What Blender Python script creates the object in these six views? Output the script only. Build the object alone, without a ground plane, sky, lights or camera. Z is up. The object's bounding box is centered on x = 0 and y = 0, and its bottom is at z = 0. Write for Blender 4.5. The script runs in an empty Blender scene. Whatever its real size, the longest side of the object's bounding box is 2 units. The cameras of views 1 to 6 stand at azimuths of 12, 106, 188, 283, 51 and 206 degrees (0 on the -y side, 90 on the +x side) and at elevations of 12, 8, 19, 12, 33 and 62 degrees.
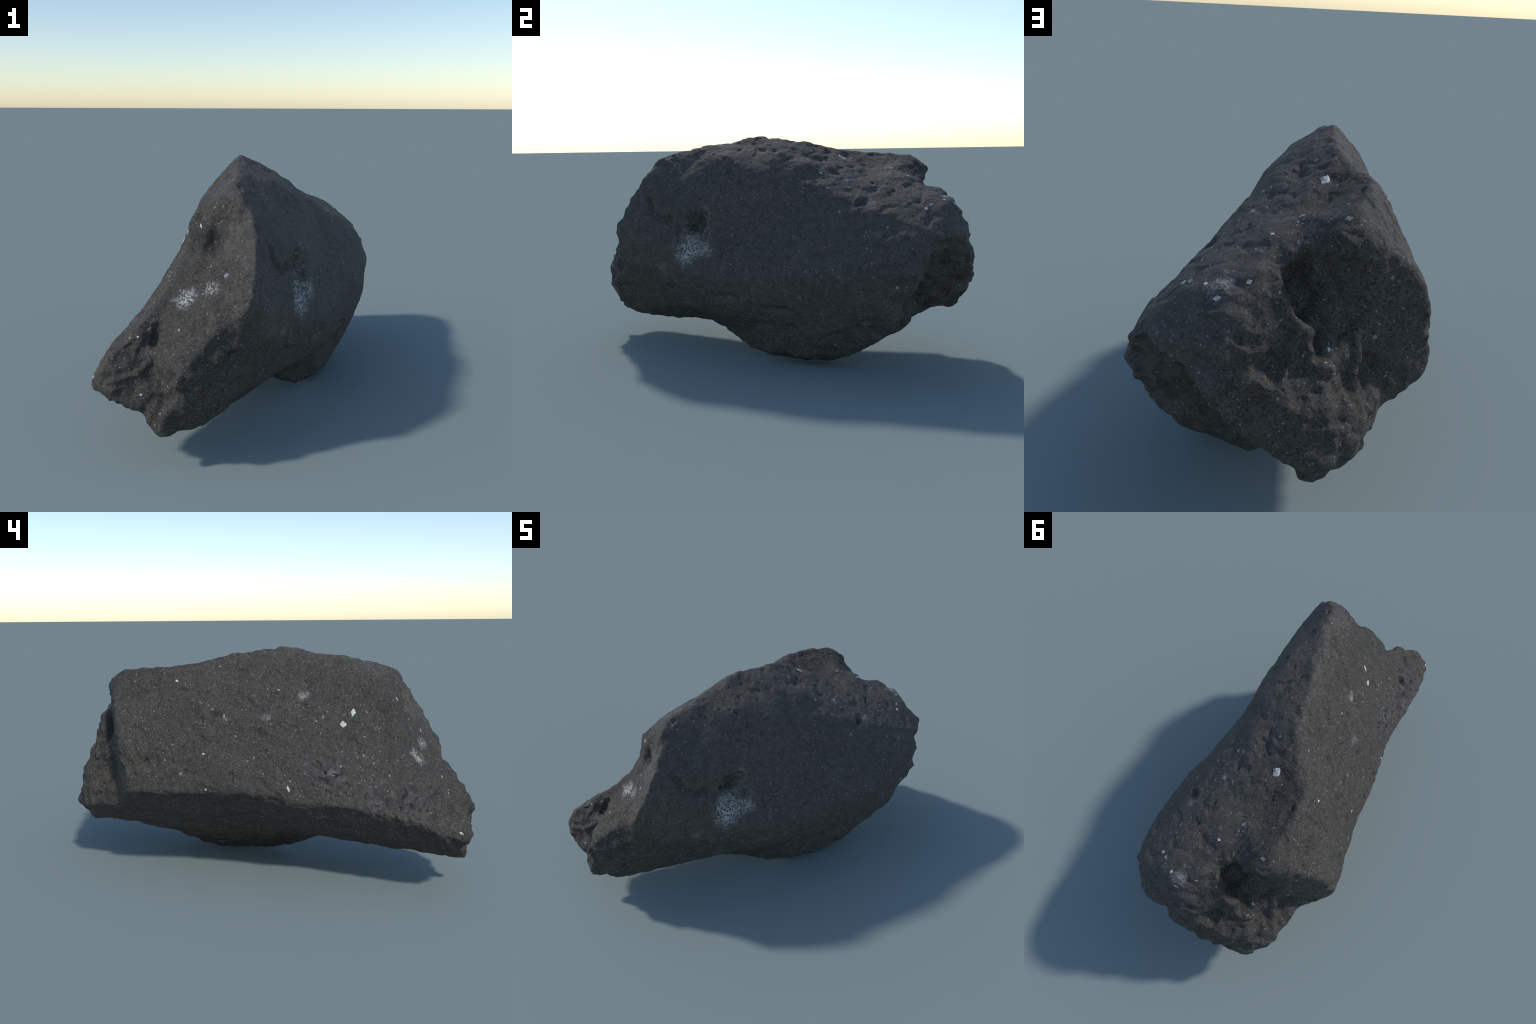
"""A single angular volcanic boulder: dark fine-grained basalt, broken faces,
gas pits, a hollow with pale mineral crust, a split snout and a caved-in back."""
import bpy, bmesh, math, random
import numpy as np
from mathutils import Vector

SEED = 11
rng = np.random.default_rng(SEED)
random.seed(SEED)

# ------------------------------------------------------------------ shape
# The rock is described by its ridge lines, edges and faces: each is a short
# run of control points (x, y, z in metres).
RIDGES = {
    "crest": [
        (-.03, -.615, .972), (.005, -.537, 1.015), (0, -.417, 1.045), (-.036, -.281, 1.063),
        (-.062, -.146, 1.093), (-.078, -.059, 1.099), (-.084, .029, 1.08), (-.109, .158, 1.066),
        (-.135, .224, 1.043), (-.185, .311, 1.026), (-.238, .40, 1.013), (-.248, .543, 1.007),
        (-.213, .68, .988)],
    "front_edge": [
        (.052, -.632, .966), (.074, -.638, .943), (.098, -.658, .92), (.113, -.689, .879),
        (.125, -.718, .831), (.135, -.757, .768), (.141, -.796, .702), (.142, -.828, .65),
        (.123, -.852, .6), (.07, -.862, .552), (0, -.9, .503), (-.045, -.935, .455), (-.09, -.985, .4), (-.1, -1.002, .375)],
    "facet_left_edge": [
        (-.158, -.615, .865), (-.172, -.63, .735), (-.215, -.665, .643), (-.245, -.735, .574),
        (-.295, -.838, .51), (-.345, -.915, .445), (-.405, -.965, .355)],
    "left_lower_edge": [
        (-.459, .585, .452), (-.458, .467, .451), (-.445, .326, .449), (-.438, .159, .46),
        (-.443, .021, .46), (-.443, -.079, .452), (-.427, -.184, .424), (-.42, -.305, .41),
        (-.439, -.436, .41), (-.454, -.548, .404), (-.463, -.665, .388), (-.468, -.78, .348),
        (-.462, -.872, .311), (-.437, -.949, .29)],
    "back_left_edge": [
        (-.225, .758, .94), (-.27, .73, .906), (-.335, .696, .864), (-.393, .661, .812), (-.428, .643, .759),
        (-.443, .633, .718), (-.454, .619, .667), (-.464, .6, .573), (-.466, .587, .52)],
    "overhang_edge": [
        (.272, .975, .639), (.19, .98, .58), (.143, .997, .524), (.091, .989, .458),
        (-.0, .995, .41), (-.092, .986, .34), (-.085, .98, .305), (-.12, .962, .272), (-.11, .93, .233),
        (-.16, .86, .222), (-.059, .795, .225), (-.034, .75, .215)],
    "right_back_edge": [
        (.334, .928, .644), (.385, .86, .625), (.409, .845, .6), (.424, .818, .572), (.44, .797, .533),
        (.452, .771, .446), (.415, .748, .39), (.328, .672, .312), (.362, .658, .262),
        (.382, .612, .21), (.345, .58, .145)],
    "keel": [
        (-.174, -.972, .142), (-.14, -.93, .12), (-.086, -.837, .125), (-.053, -.766, .118),
        (-.03, -.64, .12), (.0, -.55, .12), (.04, -.44, .133), (.105, -.29, .142), (.151, -.167, .075), (.187, -.088, .032),
        (.2, .03, .009), (.2, .14, .002), (.2, .31, 0), (.2, .385, .003), (.21, .455, .04),
        (.2, .526, .088), (.1, .65, .13), (.12, .71, .2)],
    "keel_side": [
        (.285, .055, .045), (.3, .18, .03), (.305, .3, .035), (.325, .39, .055), (.29, .46, .062)],
}
FACES = {
    "front_facet": [
        (-.105, -.621, .86), (-.03, -.65, .80), (.023, -.734, .696), (-.029, -.742, .645),
        (-.14, -.703, .598), (-.09, -.722, .615), (-.133, -.841, .511), (-.224, -.8, .503), (.05, -.645, .88)],
    "left_jaw": [
        (-.283, -.862, .482), (-.254, -.822, .5), (-.268, -.926, .355), (-.347, -.967, .302),
        (-.235, -.864, .419), (-.249, -.936, .29), (-.336, -.972, .255), (-.241, -.955, .205),
        (-.2, -.955, .165), (-.425, -.945, .325), (-.185, -.92, .3), (-.205, -.885, .36), (-.215, -.845, .43), (-.18, -.953, .23)],
    "right_jaw": [
        (-.14, -.95, .40), (-.135, -.955, .35), (.004, -.928, .287), (-.15, -.975, .22), (-.04, -.97, .27),
        (0, -.9, .235), (-.03, -.86, .16), (.068, -.845, .394), (.085, -.85, .45), (-.005, -.8, .213), (-.03, -.955, .36), (-.1, -.99, .31), (-.02, -.93, .42)],
    "left_face": [
        (-.19, -.46, .825), (-.245, -.393, .759), (-.25, .157, .912), (-.425, -.173, .487), (-.29, .377, .948),
        (-.224, -.206, .883), (-.345, .19, .797), (-.343, -.009, .72), (-.155, -.3, .97),
        (-.34, -.5, .52), (-.255, -.47, .67), (-.415, .4, .65), (-.41, .1, .58), (-.32, -.2, .68), (-.365, .5, .835),
        (-.355, -.75, .465), (-.1, -.55, .93), (-.26, .34, .985), (-.362, .4, .81), (-.23, -.57, .655), (-.352, -.01, .67), (-.14, -.46, .95), (-.235, -.01, .888), (-.385, -.42, .515), (-.183, -.36, .91), (-.4, -.8, .44)],
    "right_face": [
        (.255, -.38, .564), (.25, -.299, .7), (.19, -.569, .69), (.301, -.181, .522), (.367, .217, .56),
        (.445, .28, .46), (.28, .14, .67), (.345, .49, .672), (.385, .43, .615), (.22, .32, .84), (.469, .468, .471), (.296, .39, .739), (.151, -.189, .916), (.103, -.224, .984),
        (.181, -.122, .867), (.205, -.547, .437), (.305, -.3, .42), (.175, -.75, .56), (.182, -.69, .45), (.34, -.2, .4), (.383, .302, .166), (.337, .171, .186), (.345, .32, .1),
        (.265, -.052, .179), (.47, .673, .49), (.466, .55, .5), (.258, 0, .7), (.375, .03, .42),
        (.235, .2, .777), (.418, .62, .618), (.312, .6, .73), (.122, -.7, .36), (.07, -.66, .2),
        (.207, -.4, .25), (.325, -.1, .3), (.455, .55, .32), (.405, .2, .32), (.44, .63, .3), (.155, -.45, .86), (.17, -.6, .8)],
    "top": [
        (-.085, .338, .988), (-.044, .59, .925), (.138, .399, .873), (.252, .525, .776), (.031, .679, .889),
        (.046, -.398, 1.003), (.029, -.534, 1.0), (.06, .05, 1.008), (.165, .1, .9), (.15, .66, .83), (-.09, .47, .92), (-.17, .42, .97), (-.01, .52, .91),
        (.105, .19, .955), (.18, -.03, .91)],
    "back": [
        (-.191, .708, .972), (-.113, .745, .9), (-.15, .765, .925), (-.2, .772, .93), (.27, .87, .728), (-.22, .805, .52), (.02, .905, .338), (-.053, .749, .861), (.011, .767, .825), (.057, .863, .828),
        (.17, .855, .80), (.131, .89, .80), (.264, .784, .754), (.374, .847, .654), (.066, .916, .726),
        (-.011, .845, .764), (-.04, .752, .80), (-.107, .752, .696), (-.131, .777, .656),
        (-.163, .726, .757), (-.263, .718, .708), (-.05, .854, .727), (-.106, .858, .669),
        (-.119, .873, .587), (-.161, .806, .612), (-.185, .85, .56), (-.262, .741, .626),
        (-.26, .715, .5), (-.36, .665, .6), (-.045, .968, .525), (-.19, .95, .417), (-.2, .97, .33),
        (-.236, .926, .295), (-.28, .876, .386), (-.29, .845, .325), (-.33, .69, .43), (-.318, .677, .344),
        (.265, .805, .53), (.21, .757, .44), (.15, .72, .35), (.05, .74, .27), (.06, .97, .62), (.2, .966, .679), (-.21, .748, .875), (-.442, .595, .429)],
    "underside": [
        (-.375, .28, .41), (-.405, -.15, .39), (-.27, .35, .30), (-.1, .3, .185), (-.39, 0, .415), (-.27, 0, .31), (-.1, 0, .19),
        (-.395, -.4, .375), (-.255, -.35, .255), (-.2, .65, .265), (-.36, -.75, .25),
        (-.25, -.75, .18), (0, .5, .135), (.05, .15, .095), (-.1, -.25, .18)],
}


def smooth_step(t):
    t = np.clip(t, 0, 1)
    return t * t * (3 - 2 * t)


# ---- seeded lattice noise in numpy (gradient noise, vectorised) ----------
_perm = rng.permutation(512)
_grad = rng.normal(size=(512, 3))
_grad /= np.linalg.norm(_grad, axis=1)[:, None]


def noise(p):
    i = np.floor(p).astype(int)
    f = p - i
    u = f * f * f * (f * (f * 6 - 15) + 10)
    out = np.zeros(len(p))
    for c in range(8):
        o = np.array([c & 1, (c >> 1) & 1, (c >> 2) & 1])
        q = (i + o) & 511
        h = _perm[(_perm[(_perm[q[:, 0]] + q[:, 1]) & 511] + q[:, 2]) & 511]
        w = np.prod(np.where(o == 1, u, 1 - u), axis=1)
        out += w * np.einsum("ij,ij->i", _grad[h], f - o)
    return out * 1.5


def fbm(p, octaves=4, gain=.5):
    s, a = np.zeros(len(p)), 1.0
    for k in range(octaves):
        s += a * noise(p * 2 ** k + 17.3 * k)
        a *= gain
    return s


# ---- cage: triangulate the control points over the rock's directions -----
def build_cage():
    pts = []
    for run in FACES.values():
        pts += run
    for run in RIDGES.values():                 # close-set points keep a ridge unbroken
        for a, b in zip(run[:-1], run[1:]):
            a, b = np.array(a), np.array(b)
            gap = np.linalg.norm(b - a)
            steps = max(1, int(math.ceil(gap / .035))) if gap < .25 else 1
            pts += [tuple(a + (b - a) * k / steps) for k in range(steps)]
        pts.append(run[-1])
    P = np.unique(np.round(np.array(pts, float), 5), axis=0)
    centre = np.array([0, 0, .52])
    D = (P - centre) * np.array([1, .55, 1])
    D /= np.linalg.norm(D, axis=1)[:, None]
    bm = bmesh.new()
    vs = [bm.verts.new(d) for d in D]
    bm.verts.index_update()
    bmesh.ops.convex_hull(bm, input=vs)
    bmesh.ops.triangulate(bm, faces=bm.faces[:])
    for v, p in zip(vs, P):
        if v.is_valid:
            v.co = p
    bmesh.ops.delete(bm, geom=[v for v in bm.verts if not v.link_faces], context="VERTS")
    return bm


def coords(me):
    a = np.empty(len(me.vertices) * 3)
    me.vertices.foreach_get("co", a)
    return a.reshape(-1, 3)


def set_coords(me, a):
    me.vertices.foreach_set("co", np.ascontiguousarray(a, dtype=float).ravel())
    me.update()


def normals(me):
    a = np.empty(len(me.vertices) * 3)
    me.vertex_normals.foreach_get("vector", a)
    return a.reshape(-1, 3)


def laplacian(me, a, steps, amount):
    e = np.empty(len(me.edges) * 2, dtype=np.int32)
    me.edges.foreach_get("vertices", e)
    e = e.reshape(-1, 2)
    n = len(a)
    deg = np.bincount(e.ravel(), minlength=n)[:, None]
    for _ in range(steps):
        s = np.zeros_like(a)
        for k in range(3):
            s[:, k] = np.bincount(e[:, 0], a[e[:, 1], k], n) + np.bincount(e[:, 1], a[e[:, 0], k], n)
        a = a + amount * (s / deg - a)
    return a


def apply_modifiers(ob):
    dg = bpy.context.evaluated_depsgraph_get()
    me = bpy.data.meshes.new_from_object(ob.evaluated_get(dg))
    old = ob.data
    ob.modifiers.clear()
    ob.data = me
    bpy.data.meshes.remove(old)
    return me


def along(p, line):
    """Distance of each point to a polyline."""
    best = np.full(len(p), 9.0)
    line = [np.array(q, float) for q in line]
    for a, b in zip(line[:-1], line[1:]):
        t = np.clip((p - a) @ (b - a) / ((b - a) @ (b - a)), 0, 1)
        best = np.minimum(best, np.linalg.norm(p - (a + t[:, None] * (b - a)), axis=1))
    return best


def fair(me, a, pinned, steps, strength):
    """Thin-plate fairing that keeps the control points: rounds the facets of
    the cage so the skin swells between them."""
    base = a.copy()
    for _ in range(steps):
        d = laplacian(me, a, 1, 1.0) - a
        dd = laplacian(me, d, 1, 1.0) - d
        a = a - .35 * dd
        a[pinned] = base[pinned]
    return base * (1 - strength) + a * strength


def build_body():
    bm = build_cage()
    pin = bm.verts.layers.int.new("pin")
    for v in bm.verts:
        v[pin] = 1
    for _ in range(5):
        long_edges = [e for e in bm.edges if e.calc_length() > .03]
        if not long_edges:
            break
        bmesh.ops.subdivide_edges(bm, edges=long_edges, cuts=1)
        bmesh.ops.triangulate(bm, faces=bm.faces[:])
    bm.verts.ensure_lookup_table()
    pinned = np.array([v[pin] == 1 for v in bm.verts])
    me = bpy.data.meshes.new("volcanic_rock")
    bm.to_mesh(me)
    bm.free()
    a = coords(me)
    for run in RIDGES.values():                 # ridge lines stay straight between their points
        pinned |= along(a, run) < .006
    a = fair(me, a, pinned, 300, .5)
    set_coords(me, laplacian(me, a, 1, .3))
    ob = bpy.data.objects.new("volcanic_rock", me)
    bpy.context.scene.collection.objects.link(ob)
    for size, steps in ((.012, 3), (VOXEL, 4)):
        m = ob.modifiers.new("skin", "REMESH")
        m.mode = "VOXEL"
        m.voxel_size = size
        me = apply_modifiers(ob)
        a = coords(me)
        for _ in range(steps):          # Taubin smoothing: round without shrinking
            a = laplacian(me, a, 1, .55)
            a = laplacian(me, a, 1, -.45)
        set_coords(me, laplacian(me, a, 1, .4))
    return ob


VOXEL = .0045
rock = build_body()


# ------------------------------------------------------------------ relief
def unit(v):
    v = np.array(v, float)
    return v / np.linalg.norm(v)


def hollow(p, centre, facing, width, height, depth, power=1.0):
    """How far each point sinks in an oval hollow on a face."""
    n = unit(facing)
    side = unit(np.cross([0, 0, 1], n) + np.array([1e-3, 0, 0]))
    up = np.cross(n, side)
    d = p - np.array(centre)
    r = np.sqrt((d @ side / width) ** 2 + (d @ up / height) ** 2 + (d @ n / (2.2 * max(width, height))) ** 2)
    r = r + .22 * noise(p * 22)
    return depth * smooth_step(1 - r) ** power


def groove(p, line, width, depth):
    r = along(p, line) + min(width * .35, .006) * noise(p * 25)
    return depth * smooth_step(1 - r / width)


# named dents: centre, direction faced, half width, half height, depth
HOLLOWS = [
    ((.25, -.345, .67), (1, -.15, 0), .11, .10, .085),     # deep pit on the shaded side
    ((.26, -.38, .585), (1, -.15, 0), .11, .11, .058),
    ((.47, .465, .468), (1, 0, 0), .035, .03, .012),
    ((.06, -.85, .42), (.6, -.8, 0), .05, .06, .018),
    ((-.05, -.655, .79), (-.3, -.95, .2), .05, .10, .03),
    ((-.345, .185, .797), (-1, 0, .4), .035, .02, .018),
    ((-.34, -.01, .725), (-1, 0, .4), .04, .03, .014),
    ((-.325, -.08, .73), (-1, 0, .4), .03, .02, .010),
    ((-.438, .495, .585), (-1, 0, .2), .03, .025, .008),
    ((-.38, -.66, .475), (-1, 0, .6), .04, .035, .018),
    ((-.40, -.54, .47), (-1, 0, .6), .05, .035, .010),
    ((-.37, -.34, .56), (-1, 0, .4), .06, .04, .010),
    ((.25, .50, .78), (.6, 0, .8), .035, .04, .014),
    ((-.12, .35, .98), (.2, 0, 1), .05, .06, .016),
    ((.01, .25, .965), (.4, 0, .9), .05, .05, .014),
    ((.10, .33, .91), (.4, 0, .9), .05, .05, .012),
    ((-.2, .5, 1.0), (0, 0, 1), .03, .06, .008),
    ((.05, .78, .82), (.1, .6, .8), .04, .05, .010),
    ((-.03, .95, .62), (-.2, .95, .3), .07, .05, .016),
    ((-.19, .955, .415), (-.5, .85, 0), .04, .035, .010),
    ((-.075, .76, .72), (-.2, .95, .2), .05, .09, .035),
    ((-.05, .76, .80), (0, .95, .2), .055, .05, .035),
    ((.19, -.48, .33), (.9, -.3, -.2), .10, .03, .016),
    ((.29, -.17, .32), (.9, -.3, -.2), .13, .035, .016),
    ((.36, .12, .28), (.9, -.2, -.4), .12, .03, .016),
    ((.345, .17, .18), (.8, -.2, -.6), .05, .04, .016),
]
GROOVES = [
    ([(-.224, -.80, .505), (-.222, -.87, .44), (-.205, -.915, .385), (-.178, -.94, .30), (-.172, -.95, .23)], .024, .02),  # split snout
    ([(.167, -.622, .775), (.18, -.599, .713), (.192, -.551, .674), (.204, -.49, .685)], .026, .02),
    ([(.30, -.182, .522), (.297, -.097, .575), (.276, -.004, .664)], .010, .009),
    ([(-.323, .61, .875), (-.318, .487, .9), (-.31, .354, .9), (-.29, .229, .885)], .012, .006),
    ([(-.341, -.43, .597), (-.337, -.504, .576), (-.343, -.57, .534), (-.36, -.62, .49)], .012, .010),
    ([(-.432, .635, .66), (-.439, .583, .684), (-.424, .549, .702)], .008, .010),
    ([(.25, -.055, .18), (.225, -.01, .1), (.23, .04, .05)], .008, .008),
    ([(.34, .56, .49), (.46, .62, .515), (.456, .72, .505)], .009, .007),
    ([(-.17, .73, .78), (-.2, .72, .68), (-.15, .76, .63)], .02, .014),
    ([(.28, .975, .60), (.17, .985, .56), (.08, .99, .44)], .012, .006),
    ([(.0, -.92, .33), (.03, -.87, .30), (.08, -.78, .31)], .016, .012),
    ([(-.08, .97, .30), (-.13, .93, .26)], .018, .018),
    ([(-.045, .79, .80), (-.075, .80, .72), (-.125, .81, .66), (-.145, .83, .60)], .035, .026),
    ([(-.29, .735, .63), (-.275, .74, .56), (-.27, .75, .47), (-.29, .77, .40)], .03, .016),
    ([(-.235, .80, .56), (-.23, .83, .47), (-.25, .85, .40)], .02, .008),
]
# round gas pits that can be told apart: place and radius
GAS_PITS = [
    (.151, -.189, .916, .011), (.103, -.224, .984, .011), (.181, -.122, .867, .010), (.05, -.40, 1.004, .011),
    (.029, -.534, 1.0, .010), (-.012, -.104, 1.053, .008), (.037, .214, .962, .013), (-.02, .274, .974, .010),
    (.255, .483, .775, .014), (.248, .714, .768, .009), (.083, .054, .963, .009), (.164, -.262, .864, .010),
    (.108, .096, .935, .008), (.242, .16, .80, .010), (.128, .09, .917, .008), (.182, .613, .814, .009),
    (.348, .638, .70, .009), (.268, .476, .764, .011), (.053, .207, .957, .010), (-.144, .473, .98, .010),
    (-.209, .476, 1.0, .012), (.129, .529, .859, .008), (.098, .355, .901, .010), (-.155, -.349, .93, .010),
    (-.249, .158, .913, .013), (.164, .632, .824, .009), (.062, -.851, .43, .014), (-.36, -.667, .48, .017),
    (-.35, -.713, .50, .012), (-.40, -.60, .45, .011), (-.41, -.70, .43, .010), (-.375, -.56, .50, .010),
    (-.43, -.80, .39, .011), (-.38, -.78, .43, .010), (-.39, -.33, .52, .012), (-.375, -.37, .54, .012),
    (-.36, -.30, .57, .010), (-.41, -.27, .50, .010), (-.35, -.36, .59, .010), (-.31, -.36, .65, .008),
]


# proud ribs and worn lips: line, half width, height
RIBS = [
    ([(.015, .79, .81), (-.02, .845, .764), (-.05, .858, .727), (-.104, .862, .669), (-.119, .875, .587), (-.185, .855, .56)], .032, .018),
    ([(-.235, .745, .64), (-.245, .77, .56), (-.25, .80, .48), (-.262, .85, .40)], .026, .014),
    ([(.098, -.66, .92), (.125, -.72, .83), (.135, -.757, .768), (.142, -.82, .66)], .016, .006),
    ([(-.37, -.965, .33), (-.268, -.926, .355), (-.235, -.88, .39)], .018, .010),
    ([(-.06, -.975, .41), (.0, -.95, .33), (.03, -.9, .30)], .03, .010),
    ([(.27, .975, .62), (.18, .985, .57), (.09, .99, .46), (-.06, .995, .37)], .03, .010),
    ([(.08, .92, .72), (.12, .96, .64), (.05, .985, .56)], .04, .012),
]


def sculpt(ob):
    me = ob.data
    p = coords(me)
    n = normals(me)
    # rough-broken zones: caved back, underside, split snout
    rough = np.maximum.reduce([
        smooth_step((p[:, 1] - .66) / .12) * smooth_step((n[:, 1] + .1) / .5) * (1 - .6 * smooth_step((n[:, 2] - .55) / .2)),
        .35 * smooth_step((-n[:, 2] - .25) / .4),
        .9 * smooth_step((-p[:, 1] - .76) / .12)])
    pits_zone = np.exp(-((along(p, [(-.37, -.3, .56), (-.40, -.6, .46), (-.42, -.82, .38)]) / .085) ** 2)) * smooth_step((-n[:, 0] - .3) / .3)

    worn = smooth_step((n[:, 0] - .45) / .3) * (1 - rough)      # the smooth weathered side
    h = (.0045 - .002 * worn) * noise(p * 6 + 3) + (.0055 - .003 * worn) * fbm(p * 12, 3)
    dent = fbm(p * 12 + 31, 2)
    h -= (.007 - .004 * worn) * smooth_step((dent - .2) / .4)
    billow = 1 - np.abs(fbm(p * np.array([7, 7, 9]) + 5, 2, .4)) * 2
    h += rough * (.016 * (billow - .45) + .004 * fbm(p * 15 + 9, 2))
    h -= rough * .007 * smooth_step((noise(p * 19 + 80) - .12) / .35)      # broken-out lumps
    # streaky flaking on the underside, layer over layer
    layer = p[:, 2] + .25 * p[:, 0] + .02 * noise(p * 6)
    under = smooth_step((-n[:, 2] - .3) / .3) * smooth_step((p[:, 0] + .25) / .15) * smooth_step((p[:, 1] + .3) / .2)
    saw = (layer * 22) % 1.0
    h += under * .005 * (smooth_step(saw / .25) - saw)
    # grain
    h += (.0022 + .0006 * rough - .0008 * worn) * fbm(p * 30, 3, .45)
    # small random gas pits, strongest on crest, sunny-side zone and shaded face
    pit = noise(p * 52 + 40)
    h -= (.0032 + .008 * pits_zone) * smooth_step((pit - (.50 - .22 * pits_zone)) / .25)
    for c, f, w, t, d in HOLLOWS:
        near = np.linalg.norm(p - np.array(c), axis=1) < 3 * max(w, t)
        h[near] -= hollow(p[near], c, f, w, t, d)
    # torn, ropy walls inside the two deep pockets
    for c, r in (((.24, -.345, .64), .13), ((-.05, .755, .79), .09)):
        k = np.exp(-(np.linalg.norm(p - np.array(c), axis=1) / r) ** 4)
        h += k * .010 * fbm(p * 30 + 70, 3)
    for line, w, d in GROOVES:
        h -= groove(p, line, w, d)
    for line, w, d in RIBS:
        h += groove(p, line, w, d)
    for x, y, z, r in GAS_PITS:
        d = np.linalg.norm(p - np.array([x, y, z]), axis=1) / (r * 1.5)
        h -= 1.0 * r * smooth_step(1.15 - d) - .12 * r * np.exp(-((d - 1.15) / .25) ** 2)
    # little hooked spur under the snout
    d = np.linalg.norm(p - np.array([-.336, -.97, .252]), axis=1)
    h += .022 * smooth_step(1 - d / .022)
    q = p + n * (h + SWELL)[:, None]
    set_coords(me, laplacian(me, q, 1, .25))
    for poly in me.polygons:
        poly.use_smooth = True


def seat(ob):
    """Set the rock to its overall size and stand it on the ground."""
    a = coords(ob.data)
    lo, hi = np.array([-.48, -1, 0]), np.array([.48, 1, 1.10])
    lo[0], hi[0] = a[:, 0].min(), a[:, 0].max()
    a = (a - a.min(0)) / (a.max(0) - a.min(0)) * (hi - lo) + lo
    set_coords(ob.data, a)


SWELL = .0015
sculpt(rock)
seat(rock)

# ------------------------------------------------------------------ materials
class Nodes:
    """Small helper to write node trees as expressions."""
    def __init__(self, name):
        self.mat = bpy.data.materials.new(name)
        self.mat.use_nodes = True
        self.t = self.mat.node_tree
        self.bsdf = self.t.nodes["Principled BSDF"]
        self.pos = self.t.nodes.new("ShaderNodeTexCoord").outputs["Object"]

    def put(self, sock, val):
        if isinstance(val, bpy.types.NodeSocket):
            self.t.links.new(val, sock)
        else:
            sock.default_value = val

    def math(self, op, a, b=0.0, clamp=False):
        n = self.t.nodes.new("ShaderNodeMath")
        n.operation, n.use_clamp = op, clamp
        self.put(n.inputs[0], a)
        self.put(n.inputs[1], b)
        return n.outputs[0]

    def noise(self, scale, detail=4, rough=.55, offset=0.0, stretch=(1, 1, 1)):
        m = self.t.nodes.new("ShaderNodeMapping")
        self.put(m.inputs["Vector"], self.pos)
        m.inputs["Location"].default_value = (offset, offset * 1.7, offset * .6)
        m.inputs["Scale"].default_value = stretch
        n = self.t.nodes.new("ShaderNodeTexNoise")
        self.put(n.inputs["Vector"], m.outputs[0])
        n.inputs["Scale"].default_value = scale
        n.inputs["Detail"].default_value = detail
        n.inputs["Roughness"].default_value = rough
        return n.outputs["Fac"]

    def ramp(self, fac, lo, hi, a=0.0, b=1.0):
        n = self.t.nodes.new("ShaderNodeMapRange")
        n.interpolation_type = "SMOOTHSTEP"
        self.put(n.inputs["Value"], fac)
        for k, v in zip(("From Min", "From Max", "To Min", "To Max"), (lo, hi, a, b)):
            self.put(n.inputs[k], v)
        return n.outputs["Result"]

    def mix(self, fac, a, b):
        n = self.t.nodes.new("ShaderNodeMix")
        n.data_type = "RGBA"
        self.put(n.inputs[0], fac)
        self.put(n.inputs[6], a if isinstance(a, bpy.types.NodeSocket) else (*a, 1))
        self.put(n.inputs[7], b if isinstance(b, bpy.types.NodeSocket) else (*b, 1))
        return n.outputs[2]

    def distance(self, centre, stretch=(1, 1, 1)):
        s = self.t.nodes.new("ShaderNodeVectorMath")
        s.operation = "SUBTRACT"
        self.put(s.inputs[0], self.pos)
        s.inputs[1].default_value = centre
        k = self.t.nodes.new("ShaderNodeVectorMath")
        k.operation = "MULTIPLY"
        self.put(k.inputs[0], s.outputs[0])
        k.inputs[1].default_value = stretch
        n = self.t.nodes.new("ShaderNodeVectorMath")
        n.operation = "LENGTH"
        self.put(n.inputs[0], k.outputs[0])
        return n.outputs["Value"]

    def specks(self, scale, size, keep, offset=0.0):
        """Scattered grains: cells of which a share carries one dot."""
        m = self.t.nodes.new("ShaderNodeMapping")
        warp = self.t.nodes.new("ShaderNodeTexNoise")
        warp.inputs["Scale"].default_value = scale * 1.6
        self.put(warp.inputs["Vector"], self.pos)
        add = self.t.nodes.new("ShaderNodeVectorMath")
        add.operation = "MULTIPLY_ADD"
        self.put(add.inputs[0], warp.outputs["Color"])
        add.inputs[1].default_value = (1.1 / scale,) * 3
        self.put(add.inputs[2], self.pos)
        self.put(m.inputs["Vector"], add.outputs[0])
        m.inputs["Location"].default_value = (offset, offset, offset)
        v = self.t.nodes.new("ShaderNodeTexVoronoi")
        self.put(v.inputs["Vector"], m.outputs[0])
        v.inputs["Scale"].default_value = scale
        sep = self.t.nodes.new("ShaderNodeSeparateColor")
        self.put(sep.inputs[0], v.outputs["Color"])
        r = self.math("MULTIPLY", sep.outputs[1], size)
        dot = self.ramp(self.math("SUBTRACT", r, v.outputs["Distance"]), -.02, .05)
        return self.math("MULTIPLY", dot, self.math("LESS_THAN", sep.outputs[0], keep))


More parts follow.
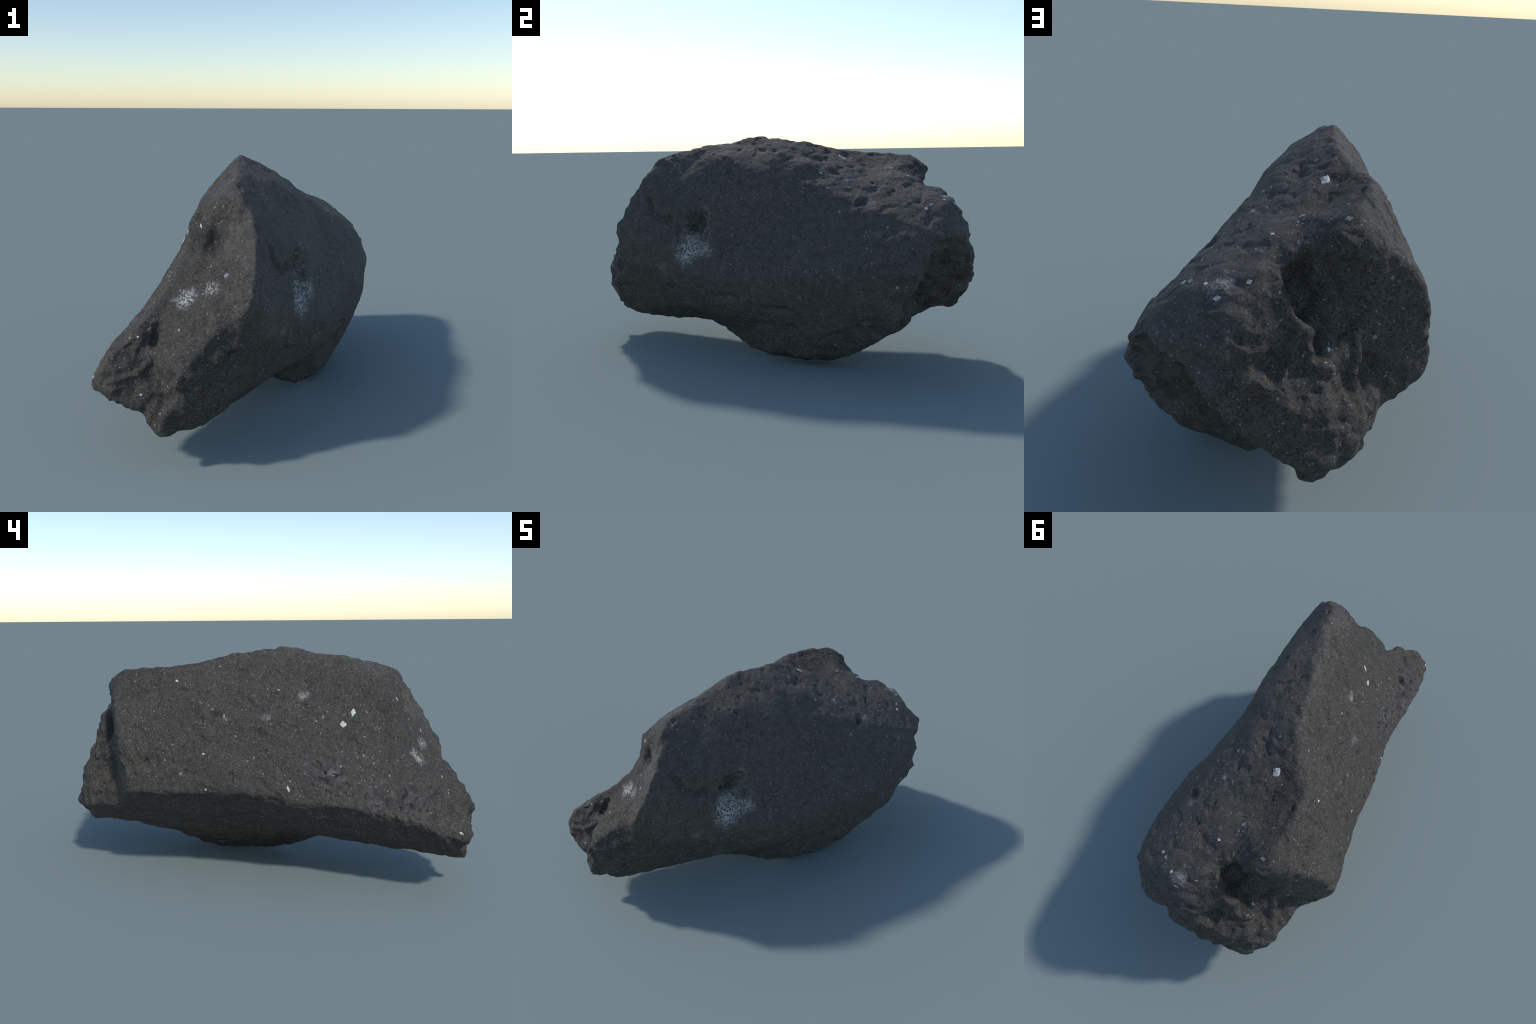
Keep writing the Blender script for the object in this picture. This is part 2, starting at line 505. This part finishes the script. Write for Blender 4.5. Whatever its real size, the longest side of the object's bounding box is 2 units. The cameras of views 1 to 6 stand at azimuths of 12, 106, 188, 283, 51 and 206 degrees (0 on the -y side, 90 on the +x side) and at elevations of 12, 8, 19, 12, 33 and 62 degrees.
def basalt():
    N = Nodes("basalt")
    patch = N.ramp(N.noise(3.2, 5, .6), .35, .65)
    grain = N.noise(120, 5, .7, 3)
    mott = N.noise(34, 6, .65, 9)
    # lighter tone towards +x and the top, darker tone elsewhere, noisy border
    sep = N.t.nodes.new("ShaderNodeSeparateXYZ")
    N.put(sep.inputs[0], N.pos)
    pale_side = N.math("ADD", sep.outputs[0], N.math("MULTIPLY", sep.outputs[2], .45))
    pale_side = N.ramp(N.math("ADD", pale_side, N.math("MULTIPLY", N.noise(6, 6, .7, 77), .35)), .48, .62)
    col = N.mix(patch, (.076, .069, .058), (.096, .082, .068))
    col = N.mix(pale_side, col, N.mix(patch, (.102, .094, .084), (.118, .106, .091)))
    col = N.mix(N.ramp(mott, .34, .62), N.mix(.55, col, (.036, .032, .028)), col)
    col = N.mix(N.math("MAXIMUM", N.ramp(grain, .37, .54, .12, 1.0), N.math("MULTIPLY", pale_side, .62)), (.026, .024, .022), col)
    col = N.mix(N.ramp(grain, .58, .76, 0, .5), col, (.19, .175, .16))
    # darker bubbly glassy zone with pale wisps low on the sunny side
    zone = N.math("MINIMUM", N.distance((-.40, -.62, .46), (1.2, .55, 1.4)), N.distance((-.36, -.33, .57), (1.2, .9, 1.1)))
    zone = N.ramp(N.math("ADD", zone, N.math("MULTIPLY", N.noise(14, 6, .7, 21), .30)), .19, .31, 1, 0)
    glassy = N.mix(N.ramp(mott, .35, .7), (.036, .033, .032), (.10, .091, .084))
    wisp = N.ramp(N.math("ABSOLUTE", N.math("SUBTRACT", N.noise(24, 6, .65, 33), .5)), .0, .035, 1, 0)
    glassy = N.mix(N.math("MULTIPLY", wisp, N.ramp(N.noise(9, 3, .5, 5), .48, .62, 0, .75)), glassy, (.17, .17, .175))
    col = N.mix(N.math("MULTIPLY", zone, .8), col, glassy)
    # fine grey and white feldspar grains
    for scale, size, keep, off, c in ((220, .46, .20, 0.0, (.17, .165, .155)), (125, .42, .13, 4.1, (.27, .265, .255)),
                                      (64, .28, .08, 8.7, (.38, .375, .365))):
        col = N.mix(N.math("MULTIPLY", N.specks(scale, size, keep, off), .85), col, c)
    dark = N.math("MAXIMUM", N.specks(75, .36, .25, 13.0), N.specks(150, .45, .35, 23.0))
    col = N.mix(N.math("MULTIPLY", dark, N.ramp(pale_side, 0, 1, .75, .5)), col, (.011, .011, .011))
    # pale mineral crusts: centre, reach, stretch, strength
    lace = N.noise(95, 5, .7, 50)
    blot = N.noise(30, 5, .65, 61)
    crusts = [((.235, -.385, .54), .10, (1, 1, .9), 1.0), ((.22, -.34, .60), .13, (1, 1, 1), .45),
              ((.27, -.28, .545), .06, (1, 1, 1), .55),
              ((-.14, -.725, .598), .06, (1, 1, 1), 1.0), ((-.029, -.742, .645), .042, (1, 1, 1), .9),
              ((.023, -.734, .696), .018, (1, 1, 1), .9), ((-.224, -.206, .883), .032, (1, 1, 1), .6),
              ((-.30, -.05, .79), .03, (1, 1, 1), .4), ((-.34, .136, .777), .03, (1, 1.4, 1), .5),
              ((.14, .87, .785), .055, (1, 1, 1), .55), ((.138, .4, .873), .03, (1, 1, 1), .5),
              ((.25, .53, .777), .035, (1, 1, 1), .45), ((.25, -.29, .74), .04, (1, 1, 1), .4),
              ((.215, -.55, .437), .05, (1, 1, 1), .28), ((-.16, .81, .612), .025, (1, 1, 1), .4),
              ((-.235, -.86, .42), .03, (1, 1, 1), .35)]
    for c, reach, st, strength in crusts:
        d = N.math("DIVIDE", N.distance(c, st), reach)
        edge = N.math("ADD", d, N.math("MULTIPLY", N.math("SUBTRACT", blot, .5), 1.6))
        m = N.math("MULTIPLY", N.ramp(edge, .05, 1.0, 1, 0), N.ramp(lace, .42, .58))
        m = N.math("MULTIPLY", m, N.ramp(d, .9, 1.3, 1, 0))
        col = N.mix(N.math("MULTIPLY", m, strength), col, (.50, .50, .49))
    N.put(N.bsdf.inputs["Base Color"], col)
    N.put(N.bsdf.inputs["Roughness"], N.ramp(mott, .3, .7, .72, .9))
    N.bsdf.inputs["Specular IOR Level"].default_value = .35
    b = N.t.nodes.new("ShaderNodeBump")
    b.inputs["Strength"].default_value = .9
    b.inputs["Distance"].default_value = .006
    N.put(b.inputs["Height"], N.math("ADD", N.math("MULTIPLY", grain, .7), N.math("MULTIPLY", N.noise(60, 6, .65, 2), .9)))
    N.put(N.bsdf.inputs["Normal"], b.outputs[0])
    return N.mat


def feldspar(name, pale, dark):
    N = Nodes(name)
    v = N.ramp(N.noise(110, 5, .7, 7), .36, .60)
    col = N.mix(v, dark, pale)
    N.put(N.bsdf.inputs["Base Color"], col)
    N.bsdf.inputs["Roughness"].default_value = .6
    b = N.t.nodes.new("ShaderNodeBump")
    b.inputs["Strength"].default_value = .5
    b.inputs["Distance"].default_value = .003
    N.put(b.inputs["Height"], N.noise(80, 5, .6, 4))
    N.put(N.bsdf.inputs["Normal"], b.outputs[0])
    return N.mat


rock.data.materials.clear()
rock.data.materials.append(basalt())
WHITE = feldspar("white_feldspar", (.62, .63, .60), (.30, .30, .29))
GREY = feldspar("grey_feldspar", (.30, .295, .285), (.10, .10, .098))

# ------------------------------------------------------------------ mineral chips
from mathutils.bvhtree import BVHTree
skin = BVHTree.FromPolygons([v.co.copy() for v in rock.data.vertices], [tuple(f.vertices) for f in rock.data.polygons])

# place, half width, half height, brightness (2 white, 1 grey)
CHIPS = [
    (-.218, -.436, .811, .017, .020, 2), (-.247, -.393, .759, .015, .024, 2), (-.085, .338, .988, .026, .022, 2),
    (-.425, -.173, .487, .008, .019, 2), (-.044, .59, .925, .016, .012, 1), (.031, .679, .889, .010, .007, 2),
    (.138, .40, .872, .014, .010, 1), (-.29, .377, .948, .009, .008, 2), (-.424, .326, .54, .013, .010, 1),
    (-.40, .222, .628, .009, .008, 2), (-.433, .207, .47, .007, .007, 2), (-.219, -.09, .906, .010, .006, 1),
    (-.303, -.496, .639, .007, .007, 1), (-.317, -.612, .552, .007, .008, 1), (-.432, -.917, .329, .008, .009, 2),
    (-.266, -.272, .773, .010, .006, 1), (.263, .782, .752, .012, .009, 2), (.233, .802, .76, .014, .012, 1),
    (.241, .646, .776, .012, .005, 1), (.12, .271, .904, .012, .010, 1), (-.041, .182, 1.011, .010, .008, 1),
    (.174, .857, .768, .010, .008, 2), (.137, .888, .77, .014, .010, 2), (.06, .86, .809, .011, .010, 2),
    (-.188, .706, .964, .014, .010, 1), (-.331, .142, .796, .007, .012, 1), (.293, .391, .741, .009, .010, 1),
    (.366, .217, .56, .008, .008, 1), (.426, .535, .594, .006, .007, 1), (.093, .274, .922, .009, .006, 1),
    (.42, .26, .474, .005, .009, 1), (.443, .673, .425, .012, .010, 1), (.456, .563, .529, .006, .006, 1),
    (.357, .298, .162, .008, .006, 1), (.273, -.139, .619, .007, .008, 1), (-.326, .694, .798, .009, .008, 1),
    (-.292, .709, .616, .009, .012, 1), (-.162, .807, .612, .005, .010, 2), (-.186, .847, .556, .008, .008, 1),
    (-.046, .955, .519, .006, .007, 1), (-.249, -.936, .29, .007, .007, 2), (-.283, -.862, .482, .008, .005, 2),
    (-.105, -.621, .86, .006, .012, 2), (-.133, -.841, .511, .006, .005, 2), (-.254, -.822, .5, .012, .005, 1),
    (-.39, .02, .60, .007, .006, 1), (-.15, .20, .99, .007, .006, 1), (-.43, .40, .60, .006, .006, 1),
]


def chip_mesh(place, width, height):
    """A thin irregular flake that follows the rock's skin and stands a little proud."""
    hit, nrm, _, _ = skin.find_nearest(Vector(place))
    side = Vector((0, 0, 1)).cross(nrm)
    side = side.normalized() if side.length > .05 else Vector((1, 0, 0))
    up = nrm.cross(side)
    tilt = random.uniform(-.6, .6)
    side, up = side * math.cos(tilt) + up * math.sin(tilt), up * math.cos(tilt) - side * math.sin(tilt)
    spokes, rings = 22, 5
    turn = random.uniform(0, 6)
    corner = [1 / max(abs(math.cos(a + turn)) + .75 * abs(math.sin(a + turn)), .6) * .95 + random.uniform(-.16, .12)
              for a in [2 * math.pi * k / spokes for k in range(spokes)]]
    verts, faces = [], []

    def drop(u, v, lift):
        start = hit + side * u + up * v + nrm * .03
        h = skin.ray_cast(start, -nrm, .07)
        base = h[0] if h[0] else hit + side * u + up * v
        return base + nrm * lift

    verts.append(drop(0, 0, .0022))
    for r in range(1, rings + 1):
        f = r / rings
        lift = .0022 * (1 - .5 * f * f) if r < rings else -.004
        g = f if r < rings else .98
        for k in range(spokes):
            a = 2 * math.pi * k / spokes
            rad = corner[k] * min(g, 1) * (1 if r < rings else 1.02)
            verts.append(drop(math.cos(a) * width * rad, math.sin(a) * height * rad, lift + random.uniform(-.0004, .0004)))
    for k in range(spokes):
        j = (k + 1) % spokes
        faces.append((0, 1 + k, 1 + j))
        for r in range(rings - 1):
            a, b = 1 + r * spokes, 1 + (r + 1) * spokes
            faces.append((a + k, b + k, b + j, a + j))
    me = bpy.data.meshes.new("mineral_chip")
    me.from_pydata([tuple(v) for v in verts], [], faces)
    me.update()
    for f in me.polygons:
        f.use_smooth = True
    return me


for x, y, z, w, h, bright in CHIPS:
    me = chip_mesh((x, y, z), w, h)
    me.materials.append(WHITE if bright == 2 else GREY)
    ob = bpy.data.objects.new("mineral_chip", me)
    bpy.context.scene.collection.objects.link(ob)
    ob.parent = rock

rock["label"] = "angular dark grey volcanic boulder with pale mineral specks"
rock["category"] = "rock"
